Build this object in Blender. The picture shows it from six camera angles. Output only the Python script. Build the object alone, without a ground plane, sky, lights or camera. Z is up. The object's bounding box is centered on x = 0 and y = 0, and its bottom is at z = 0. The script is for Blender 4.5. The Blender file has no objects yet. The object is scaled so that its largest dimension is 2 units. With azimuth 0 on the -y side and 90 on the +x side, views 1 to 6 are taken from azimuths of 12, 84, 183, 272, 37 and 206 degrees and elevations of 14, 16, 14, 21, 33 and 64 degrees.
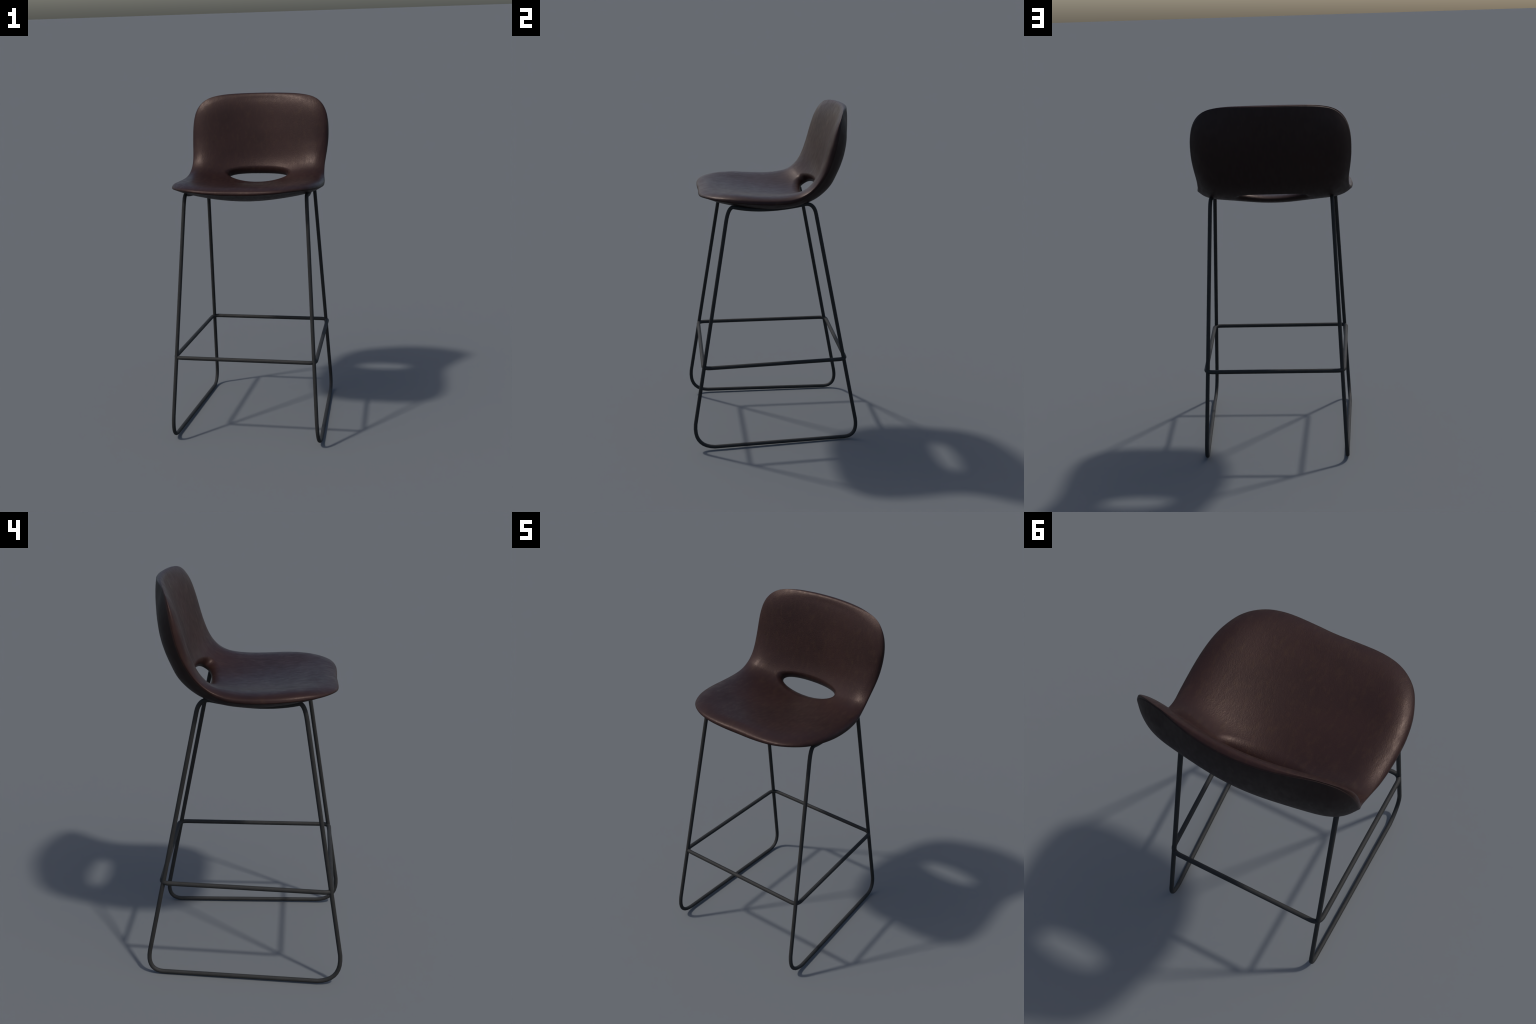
"""Bar stool: moulded leather-covered shell with a lens-shaped hand hole, carried on a
black bent-tube sled frame (two side loops) tied together by a rounded footrest ring."""
import bpy, math
import numpy as np
from mathutils import Vector

# ------------------------------------------------------------------ small tools
def catmull(P, per, closed=False):
    """Dense Catmull-Rom curve through the rows of P."""
    P = np.asarray(P, float)
    if closed:
        Q = np.vstack([P[-1], P, P[0], P[1]])
    else:
        Q = np.vstack([2 * P[0] - P[1], P, 2 * P[-1] - P[-2]])
    t = np.linspace(0, 1, per, endpoint=False)[:, None]
    out = []
    for i in range(len(Q) - 3):
        a, b, c, d = Q[i:i + 4]
        out.append(0.5 * (2 * b + (c - a) * t + (2 * a - 5 * b + 4 * c - d) * t ** 2
                          + (3 * b - a - 3 * c + d) * t ** 3))
    out = np.vstack(out)
    return out if closed else np.vstack([out, P[-1]])


def arclen(C):
    return np.concatenate([[0], np.cumsum(np.linalg.norm(np.diff(C, axis=0), axis=1))])


def resample(C, n, closed=False):
    if closed:
        C = np.vstack([C, C[0]])
    s = arclen(C)
    u = np.linspace(0, s[-1], n, endpoint=not closed)
    return np.stack([np.interp(u, s, C[:, k]) for k in range(C.shape[1])], 1)


def smooth_closed(A, times):
    for _ in range(times):
        A = 0.25 * np.roll(A, 1, 0) + 0.5 * A + 0.25 * np.roll(A, -1, 0)
    return A


def make_object(name, verts, faces, material, parent, normals=None):
    me = bpy.data.meshes.new(name)
    me.from_pydata([tuple(map(float, v)) for v in verts], [], faces)
    me.update()
    me.materials.append(material)
    me.polygons.foreach_set("use_smooth", [True] * len(me.polygons))
    if normals is not None:
        me.normals_split_custom_set_from_vertices([tuple(map(float, v)) for v in normals])
    ob = bpy.data.objects.new(name, me)
    bpy.context.scene.collection.objects.link(ob)
    ob.parent = parent
    return ob


# ------------------------------------------------------------------ materials
def leather(name, base, dark, warm, roughness, bump, spec):
    m = bpy.data.materials.new(name)
    m.use_nodes = True
    nt = m.node_tree
    N, L = nt.nodes, nt.links
    b = N["Principled BSDF"]
    tc = N.new("ShaderNodeTexCoord")
    # broad cloudy tone
    big = N.new("ShaderNodeTexNoise")
    big.inputs["Scale"].default_value = 5.0
    big.inputs["Detail"].default_value = 5.0
    L.new(tc.outputs["Object"], big.inputs["Vector"])
    r1 = N.new("ShaderNodeValToRGB")
    r1.color_ramp.elements[0].position = 0.33
    r1.color_ramp.elements[0].color = (*dark, 1)
    r1.color_ramp.elements[1].position = 0.68
    r1.color_ramp.elements[1].color = (*base, 1)
    L.new(big.outputs["Fac"], r1.inputs["Fac"])
    # fine scuffs, drawn out along the length of the hide
    mp = N.new("ShaderNodeMapping")
    mp.inputs["Scale"].default_value = (48.0, 20.0, 20.0)
    L.new(tc.outputs["Object"], mp.inputs["Vector"])
    scuff = N.new("ShaderNodeTexNoise")
    scuff.inputs["Scale"].default_value = 1.0
    scuff.inputs["Detail"].default_value = 8.0
    scuff.inputs["Roughness"].default_value = 0.7
    L.new(mp.outputs["Vector"], scuff.inputs["Vector"])
    r2 = N.new("ShaderNodeValToRGB")
    r2.color_ramp.elements[0].position = 0.50
    r2.color_ramp.elements[0].color = (0, 0, 0, 1)
    r2.color_ramp.elements[1].position = 0.72
    r2.color_ramp.elements[1].color = (1, 1, 1, 1)
    L.new(scuff.outputs["Fac"], r2.inputs["Fac"])
    mix = N.new("ShaderNodeMix")
    mix.data_type = 'RGBA'
    L.new(r2.outputs["Color"], mix.inputs["Factor"])
    L.new(r1.outputs["Color"], mix.inputs["A"])
    mix.inputs["B"].default_value = (*warm, 1)
    L.new(mix.outputs["Result"], b.inputs["Base Color"])
    b.inputs["Specular IOR Level"].default_value = spec
    b.inputs["Specular Tint"].default_value = (1.0, 0.78, 0.72, 1)
    # roughness follows the cloudy tone
    mr = N.new("ShaderNodeMapRange")
    mr.inputs["From Min"].default_value = 0.3
    mr.inputs["From Max"].default_value = 0.7
    mr.inputs["To Min"].default_value = roughness + 0.09
    mr.inputs["To Max"].default_value = roughness - 0.07
    L.new(scuff.outputs["Fac"], mr.inputs["Value"])
    L.new(mr.outputs["Result"], b.inputs["Roughness"])
    # grain: small pores and soft wrinkles
    pore = N.new("ShaderNodeTexVoronoi")
    pore.inputs["Scale"].default_value = 190.0
    L.new(tc.outputs["Object"], pore.inputs["Vector"])
    add = N.new("ShaderNodeMath")
    add.operation = 'MULTIPLY_ADD'
    L.new(pore.outputs["Distance"], add.inputs[0])
    add.inputs[1].default_value = 0.35
    L.new(scuff.outputs["Fac"], add.inputs[2])
    bp = N.new("ShaderNodeBump")
    bp.inputs["Strength"].default_value = bump
    bp.inputs["Distance"].default_value = 0.004
    L.new(add.outputs["Value"], bp.inputs["Height"])
    L.new(bp.outputs["Normal"], b.inputs["Normal"])
    return m


def painted_metal(name, col, roughness):
    m = bpy.data.materials.new(name)
    m.use_nodes = True
    nt = m.node_tree
    b = nt.nodes["Principled BSDF"]
    tc = nt.nodes.new("ShaderNodeTexCoord")
    no = nt.nodes.new("ShaderNodeTexNoise")
    no.inputs["Scale"].default_value = 14.0
    no.inputs["Detail"].default_value = 4.0
    nt.links.new(tc.outputs["Object"], no.inputs["Vector"])
    rp = nt.nodes.new("ShaderNodeValToRGB")
    rp.color_ramp.elements[0].position = 0.3
    rp.color_ramp.elements[0].color = (*[c * 0.9 for c in col], 1)
    rp.color_ramp.elements[1].position = 0.7
    rp.color_ramp.elements[1].color = (*[c * 1.1 for c in col], 1)
    nt.links.new(no.outputs["Fac"], rp.inputs["Fac"])
    nt.links.new(rp.outputs["Color"], b.inputs["Base Color"])
    b.inputs["Roughness"].default_value = roughness
    b.inputs["Specular IOR Level"].default_value = 0.15
    return m


MAT_LEATHER = leather("brown_leather", (0.0225, 0.0104, 0.0096), (0.0170, 0.0081, 0.0077),
                      (0.030, 0.0165, 0.0115), 0.41, 0.19, 0.20)
MAT_SHELL = leather("darker_brown_outer", (0.0128, 0.0071, 0.0064), (0.0108, 0.0062, 0.0057),  # darker brown than the sitting face, rougher and with fainter grain
                    (0.014, 0.0085, 0.0075), 0.55, 0.04, 0.28)
MAT_METAL = painted_metal("black_powder_coat", (0.024, 0.024, 0.0235), 0.6)

stool = bpy.data.objects.new("bar_stool", None)
bpy.context.scene.collection.objects.link(stool)
stool["label"] = "brown leather shell bar stool on black sled frame"
stool["category"] = "bar stool"

# ------------------------------------------------------------------ seat shell
SHELL_DX = -0.007            # the shell sits a little off the frame's centre line
NT, NR = 224, 30             # points round the rim, rings hole -> rim

# rim stations of one half, front centre -> top centre: the crown of the rolled leather
# edge, and the seam below / behind it where leather meets the outer shell
CROWN = [(0, -.401, 1.519), (.10, -.403, 1.520), (.20, -.399, 1.5245), (.28, -.380, 1.5275),
         (.334, -.351, 1.528), (.374, -.310, 1.529), (.402, -.265, 1.527), (.422, -.205, 1.524),
         (.434, -.140, 1.519), (.439, -.060, 1.513), (.437, .030, 1.509), (.430, .105, 1.513),
         (.420, .158, 1.526), (.413, .203, 1.549), (.410, .240, 1.582), (.411, .268, 1.624),
         (.416, .292, 1.674), (.421, .311, 1.728), (.424, .327, 1.782), (.423, .342, 1.833),
         (.416, .357, 1.880), (.400, .372, 1.919), (.374, .388, 1.950), (.335, .404, 1.972),
         (.284, .418, 1.986), (.222, .430, 1.993), (.150, .442, 1.997), (.078, .449, 1.999),
         (0, .452, 1.9995)]
SEAM = [(0, -.415, 1.496), (.105, -.418, 1.499), (.21, -.4145, 1.506), (.29, -.394, 1.512),
        (.350, -.357, 1.513), (.392, -.312, 1.511), (.417, -.260, 1.507), (.438, -.197, 1.503),
        (.449, -.123, 1.497), (.451, -.045, 1.492), (.446, .035, 1.489), (.438, .108, 1.494),
        (.428, .167, 1.513), (.423, .217, 1.545), (.422, .253, 1.580), (.426, .282, 1.620),
        (.432, .311, 1.672), (.436, .332, 1.725), (.436, .349, 1.780), (.432, .362, 1.832),
        (.420, .374, 1.882), (.399, .385, 1.923), (.367, .398, 1.956), (.327, .412, 1.977),
        (.278, .426, 1.987), (.218, .446, 1.993), (.150, .463, 1.994), (.078, .474, 1.994),
        (0, .478, 1.994)]
# centre-line profiles (y, z) of the sitting face and of the outer face
INNER = [(-.411, 1.527), (-.375, 1.5325), (-.33, 1.531), (-.26, 1.519), (-.16, 1.502), (-.06, 1.488),
         (.03, 1.479), (.10, 1.474), (.16, 1.474), (.21, 1.483), (.252, 1.503), (.290, 1.545),
         (.319, 1.604), (.342, 1.682), (.362, 1.76), (.382, 1.83), (.400, 1.89), (.420, 1.945),
         (.436, 1.975), (.453, 1.9995)]
OUTER = [(-.413, 1.494), (-.37, 1.474), (-.30, 1.446), (-.20, 1.421), (-.10, 1.407), (.0, 1.405),
         (.095, 1.415), (.182, 1.433), (.256, 1.454), (.320, 1.492), (.374, 1.546), (.411, 1.612),
         (.441, 1.677), (.462, 1.737), (.475, 1.80), (.481, 1.86), (.484, 1.92), (.483, 1.965),
         (.478, 1.992)]


def rim_loop(half):
    half = np.array(half, float)
    left = half[1:-1][::-1] * np.array([-1, 1, 1])
    return np.vstack([half, left])


def loop_resampled(half_a, half_b):
    """Both rims sampled at matching stations, evenly along the crown."""
    A = catmull(rim_loop(half_a), 12, True)
    B = catmull(rim_loop(half_b), 12, True)
    C = np.hstack([A, B])
    s = arclen(np.vstack([A, A[0]]))
    Cc = np.vstack([C, C[0]])
    u = np.linspace(0, s[-1], NT, endpoint=False)
    R = np.stack([np.interp(u, s, Cc[:, k]) for k in range(6)], 1)
    R = smooth_closed(R, 2)
    return R[:, :3], R[:, 3:]


K, S = loop_resampled(CROWN, SEAM)


class Sheet:
    """Bowl-shaped sheet: a profile in the y-z plane, lifted along its normal with |x|^p so that
    it meets a given rim."""

    def __init__(self, profile, rim, pad=None):
        self.C = resample(catmull(profile, 20), 600)
        for _ in range(60):
            self.C[1:-1] = .25 * self.C[:-2] + .5 * self.C[1:-1] + .25 * self.C[2:]
        self.s = arclen(self.C)
        T = np.gradient(self.C, self.s, axis=0)
        T /= np.linalg.norm(T, axis=1)[:, None]
        self.Nn = np.stack([-T[:, 1], T[:, 0]], 1)
        # rim in sheet coordinates
        xs, ss, hs = [], [], []
        for x, y, z in rim:
            d = np.array([y, z]) - self.C
            tang = np.abs(d[:, 0] * self.Nn[:, 1] - d[:, 1] * self.Nn[:, 0])
            k = np.argmin(tang + 0.35 * np.linalg.norm(d, axis=1))
            # local refinement: foot point whose normal passes through the rim point
            lo, hi = max(k - 40, 0), min(k + 40, len(self.C) - 1)
            kk = lo + np.argmin(tang[lo:hi + 1])
            xs.append(x)
            ss.append(self.s[kk])
            hs.append(d[kk] @ self.Nn[kk])
        self.x, self.ss, self.h = map(np.array, (xs, ss, hs))
        self.ss = smooth_closed(self.ss, 3)
        # height field h = f(s) x^2 + g(s) x^4 + k(s) x^8, smooth in s, fitted to the rim (and to a
        # fuller, padded shoulder inside it)
        self.knots = np.linspace(-0.02, self.s[-1] + 0.02, 12)
        w = np.ones(len(self.x))
        X = [self.x]
        Sx = [self.ss]
        H = [self.h]
        W = [w]
        if pad is not None:
            side = np.abs(self.x) > 0.30
            f = self.ss[side] / self.s[-1]
            for frac, keep, lift, weight in pad:
                X.append(self.x[side] * frac)
                Sx.append(self.ss[side])
                H.append(self.h[side] * np.interp(f, (0, .35, .55, 1), keep) + np.interp(f, (0, .35, .55, 1), lift))
                W.append(w[side] * weight)
        X, Sx, H, W = map(np.concatenate, (X, Sx, H, W))
        B = self.basis(X, Sx) * W[:, None]
        n = len(self.knots)
        D = np.zeros((n - 2, n))
        for i in range(n - 2):
            D[i, i:i + 3] = (1, -2, 1)
        O = np.zeros_like(D)
        Z, I = np.zeros((n, n)), np.eye(n)
        reg = np.vstack([np.hstack([D, O, O]) * 0.25, np.hstack([O, D, O]) * 0.25,
                         np.hstack([O, O, D]) * 0.25, np.hstack([Z, I, Z]) * 0.01,
                         np.hstack([Z, Z, I]) * 0.03])
        self.c = np.linalg.lstsq(np.vstack([B, reg]), np.concatenate([H * W, np.zeros(len(reg))]),
                                 rcond=None)[0]
        self.corr = smooth_closed(self.h - self.bowl(self.x, self.ss), 2)

    def basis(self, x, s):
        d = self.knots[1] - self.knots[0]
        u = np.abs((s[:, None] - self.knots[None]) / d)
        b = np.where(u < 1, (4 - 6 * u ** 2 + 3 * u ** 3) / 6, np.where(u < 2, (2 - u) ** 3 / 6, 0))
        q = (x / 0.44) ** 2
        return np.hstack([b * q[:, None], b * (q ** 2)[:, None], b * (q ** 4)[:, None]])

    def bowl(self, x, s):
        return self.basis(x, s) @ self.c

    def point(self, x, s, h):
        c = np.stack([np.interp(s, self.s, self.C[:, k]) for k in (0, 1)], -1)
        n = np.stack([np.interp(s, self.s, self.Nn[:, k]) for k in (0, 1)], -1)
        q = c + n * h[..., None]
        return np.stack([x, q[..., 0], q[..., 1]], -1)


HOLE_Y, HOLE_A, HOLE_B = 0.251, 0.184, 0.055     # centre, half length, half height of opening


def hole_ring(sheet, s_h, grow):
    """Superellipse round the hole in sheet coordinates, one point per rim station."""
    lo, hi = s_h, sheet.s[-1] - s_h
    v = np.where(sheet.ss < s_h, (sheet.ss - s_h) / lo, (sheet.ss - s_h) / hi)
    ph = np.unwrap(np.arctan2(v, sheet.x / 0.43))
    ph = smooth_closed(np.stack([np.cos(ph), np.sin(ph)], 1), 6)
    ph /= np.linalg.norm(ph, axis=1)[:, None]
    e = 2 / 2.15
    cx = np.sign(ph[:, 0]) * np.abs(ph[:, 0]) ** e * (HOLE_A + grow)
    cs = np.sign(ph[:, 1]) * np.abs(ph[:, 1]) ** e * np.where(ph[:, 1] > 0, HOLE_B - 0.003 + 0.75 * grow, HOLE_B + 1.5 * grow)
    return cx, s_h + cs


def rings(sheet, s_h, grow, edge):
    """Rings of points from the hole's edge out to `edge` metres short of the rim."""
    hx, hs = hole_ring(sheet, s_h, grow)
    ln = np.hypot(sheet.x - hx, sheet.ss - hs)
    rin = 1 - edge / ln
    out = []
    for i in range(NR):
        f = i / (NR - 1)
        r = f * rin
        x = hx + (sheet.x - hx) * r
        s = hs + (sheet.ss - hs) * r
        k = np.clip((r - 0.55) / 0.45, 0, 1)
        h = sheet.bowl(x, s) + sheet.corr * k * k * (3 - 2 * k)
        out.append(sheet.point(x, s, h))
    return np.array(out)


def foot(sheet, y):
    k = np.argmin(np.abs(sheet.C[:, 0] - y) + 10 * (sheet.C[:, 1] > 1.6))
    return sheet.s[k]


# (the rolled edge below, not the bowl, closes the last gap to the crown)
inner = Sheet(INNER, K, ((0.88, (1, 1, 1, 1), (.012, .012, .009, .006), 1.0),
                         (0.70, (.92, .95, .84, .78), (.006, .007, .005, .005), 0.7)))
inner.corr *= 0.2
outer = Sheet(OUTER, S, ((0.70, (.48, .36, .25, .37), (0, 0, 0, 0), 0.7),
                         (0.90, (.80, .64, .49, .71), (0, 0, 0, 0), 0.7)))
s_in = foot(inner, HOLE_Y)
# the outer foot of the hole is straight through the thickness
nrm = np.array([np.interp(s_in, inner.s, inner.Nn[:, k]) for k in (0, 1)])
cin = np.array([np.interp(s_in, inner.s, inner.C[:, k]) for k in (0, 1)])
dd = outer.C - cin
s_out = outer.s[np.argmin(np.abs(dd[:, 0] * nrm[1] - dd[:, 1] * nrm[0]))]

R_in = rings(inner, s_in, 0.032, np.interp(K[:, 2], (1.85, 1.96), (0.056, 0.036)))          # sitting face
R_out = rings(outer, s_out, 0.030, 0.030)        # outer face

# hole lip: narrowest half way through the thickness
hx, hs = hole_ring(inner, s_in, 0.0)
lip_i = inner.point(hx, hs, inner.bowl(hx, hs))
hx2, hs2 = hole_ring(outer, s_out, 0.0)
lip_o = outer.point(hx2, hs2, outer.bowl(hx2, hs2))
LIP = 0.42 * lip_i + 0.58 * lip_o


def quarter(start, a, b, n, power=2.0):
    """Rings of a quarter (super)ellipse: leaves `start` along a, arrives at start+a+b along b."""
    out = []
    for t in np.linspace(0, math.pi / 2, n):
        out.append(start + a * math.sin(t) ** (2 / power) + b * (1 - math.cos(t) ** (2 / power)))
    return np.array(out)


def radial_spline(knots, per):
    """Catmull-Rom across rings (list of NT x 3 arrays)."""
    Q = np.array(knots).reshape(len(knots), -1)
    return catmull(Q, per).reshape(-1, NT, 3)


# rolled rim: the pad's face turns over in a quarter round, over the crown and down to the seam
out_dir = S - R_out[-1]
out_dir /= np.linalg.norm(out_dir, axis=1)[:, None]
E = R_in[-1]
T = E - R_in[-3]
T /= np.linalg.norm(T, axis=1)[:, None]
T = smooth_closed(T, 4)
along = ((S - E) * T).sum(1)[:, None] * T
NQ = 13
rim_part = quarter(E, along, S - E - along, NQ, 2.1)
fix = smooth_closed(K - rim_part[NQ // 2], 4)
for i in range(NQ):
    rim_part[i] += fix * math.sin(math.pi * i / (NQ - 1)) ** 1.5
lip_part = quarter(R_in[0], lip_i - R_in[0], LIP - lip_i, 13)[::-1]
UP = np.vstack([lip_part, R_in[1:-1], rim_part])
TUCK = S - 0.010 * out_dir + 0.002 * (K - S)
UP = np.vstack([UP, TUCK[None]])                  # turned-under edge

lip_low = quarter(R_out[0], lip_o - R_out[0], LIP - lip_o, 9)[::-1]
E0 = S - 0.004 * out_dir + 0.25 * (K - S)
E1 = S - 0.0022 * out_dir - 0.0015 * (K - S) / 0.02
rim_low = radial_spline([R_out[-2], R_out[-1], E1], 5)[5:]
LOW = np.vstack([lip_low, R_out[1:-1], rim_low, E0[None]])


def ring_faces(n, flip):
    f = []
    for i in range(n - 1):
        for j in range(NT):
            k = (j + 1) % NT
            q = (i * NT + j, i * NT + k, (i + 1) * NT + k, (i + 1) * NT + j)
            f.append(q[::-1] if flip else q)
    return f


off = np.array([SHELL_DX, 0, 0])
shell = make_object("seat_shell", (LOW + off).reshape(-1, 3), ring_faces(len(LOW), False), MAT_SHELL, stool)
cover = make_object("seat_upholstery", (UP + off).reshape(-1, 3), ring_faces(len(UP), True), MAT_LEATHER, stool)

# ------------------------------------------------------------------ tube frame
R_TUBE, R_RING, SIDES = 0.0112, 0.0118, 20


def bend(p, corner, q, n=10, pull=1.0):
    """Rounded corner from p to q (quadratic arc towards the corner point)."""
    p, corner, q = map(np.array, (p, corner, q))
    corner = 0.5 * (p + q) * (1 - pull) + corner * pull
    t = np.linspace(0, 1, n)[:, None]
    return (1 - t) ** 2 * p + 2 * t * (1 - t) * corner + t ** 2 * q


def sweep(path, radius, closed=False):
    """Vertices and normals of a round tube along a path (parallel transport frames)."""
    path = np.asarray(path, float)
    T = (np.roll(path, -1, 0) - np.roll(path, 1, 0)) if closed else np.gradient(path, axis=0)
    T /= np.linalg.norm(T, axis=1)[:, None]
    u = np.cross(T[0], [0.31, 0.52, 0.79])
    u /= np.linalg.norm(u)
    V, Nn = [], []
    a = np.linspace(0, 2 * math.pi, SIDES, endpoint=False)
    for p, t in zip(path, T):
        u = u - t * (u @ t)
        u /= np.linalg.norm(u)
        w = np.cross(t, u)
        n = np.cos(a)[:, None] * u + np.sin(a)[:, None] * w
        V.append(p + radius * n)
        Nn.append(n)
    return np.array(V), np.array(Nn)


def tube_object(name, V, Nn, closed=False):
    n = len(V)
    f = []
    for i in range(n if closed else n - 1):
        k = (i + 1) % n
        for j in range(SIDES):
            m = (j + 1) % SIDES
            f.append((i * SIDES + j, i * SIDES + m, k * SIDES + m, k * SIDES + j))
    return make_object(name, V.reshape(-1, 3), f, MAT_METAL, stool, Nn.reshape(-1, 3))


def leg_front(side, z):
    return np.array([0.009 + side * (0.4145 - 0.053 * (z - 0.5)), -0.4287 - side * 0.0018 + 0.1775 * (z - 0.5), z])


def leg_back(side, z):
    return np.array([0.005 + side * (0.3795 - 0.0405 * (z - 0.5)), 0.4193 - side * 0.0018 - 0.1815 * (z - 0.5), z])


def line(p, q, n):
    return np.linspace(p, q, n)


for side in (1, -1):
    zf, zb = 0.0165, 0.0114                        # runner height at the front and at the back
    run_f = np.array([leg_front(side, 0.02)[0] + side * 0.001, -0.378, zf])
    run_b = np.array([leg_back(side, 0.02)[0] + side * 0.002, 0.420, zb])
    seat_f = np.array([leg_front(side, 1.468)[0] - side * 0.002, -0.222, 1.467])
    seat_b = np.array([leg_back(side, 1.462)[0] - side * 0.002, 0.178, 1.463])
    # floor runner between the lower bends
    lower_front = bend(leg_front(side, 0.165), leg_front(side, 0.0155), run_f, pull=0.86)
    lower_back = bend(run_b, leg_back(side, 0.0110), leg_back(side, 0.125), pull=0.92)
    upper_back = bend(leg_back(side, 1.405), leg_back(side, 1.478), seat_b)
    upper_front = bend(seat_f, leg_front(side, 1.480), leg_front(side, 1.385))
    rail = bend(seat_b, (0.5 * (seat_b + seat_f) - np.array([0, 0.03, 0.040])), seat_f, 16)
    segs = [("leg", line(leg_front(side, 1.385), leg_front(side, 0.165), 14)),
            ("floor_runner", np.vstack([lower_front, line(run_f, run_b, 10)[1:-1], lower_back])),
            ("leg", line(leg_back(side, 0.125), leg_back(side, 1.405), 14)),
            ("seat_rail", np.vstack([upper_back, rail[1:-1], upper_front]))]
    path, cuts = [], [0]
    for _, p in segs:
        path.extend(p[:-1])
        cuts.append(len(path))
    V, Nn = sweep(path, R_TUBE, True)
    # the transported frame must close on itself: untwist over the loop
    V2 = np.concatenate([V, V[:1]])
    N2 = np.concatenate([Nn, Nn[:1]])
    for (name, _), a, b in zip(segs, cuts[:-1], cuts[1:]):
        if b == len(path):                        # last span: close with its own last ring, best turned
            k = min(range(SIDES), key=lambda k: np.linalg.norm(
                np.roll(Nn[0], k, 0) - Nn[b - 1]))
            Vs = np.concatenate([V[a:b], np.roll(V[0], k, 0)[None]])
            Ns = np.concatenate([Nn[a:b], np.roll(Nn[0], k, 0)[None]])
        else:
            Vs, Ns = V2[a:b + 1], N2[a:b + 1]
        tube_object(name, Vs, Ns)

# footrest ring: rounded rectangle of tube through the four legs
ZR = 0.515
fr, fl, bl, br = leg_front(1, ZR), leg_front(-1, ZR), leg_back(-1, ZR), leg_back(1, ZR)
# the ring runs a little outside the leg centres, so its corners bulge past them
corners = [np.array([c[0] + math.copysign(0.010, c[0]), c[1] + dy, ZR])
           for c, dy in ((fr, -0.004), (br, 0.010), (bl, 0.010), (fl, -0.004))]
ring, RAD = [], 0.044
for i, c in enumerate(corners):
    p, q = corners[i - 1], corners[(i + 1) % 4]
    a = c + (p - c) / np.linalg.norm(p - c) * RAD
    b = c + (q - c) / np.linalg.norm(q - c) * RAD
    ring.extend(bend(a, c, b, 9))
    nxt = q + (c - q) / np.linalg.norm(c - q) * RAD
    ring.extend(line(b, nxt, 8)[1:-1])
V, Nn = sweep(ring, R_RING, True)
tube_object("footrest_ring", V, Nn, True)
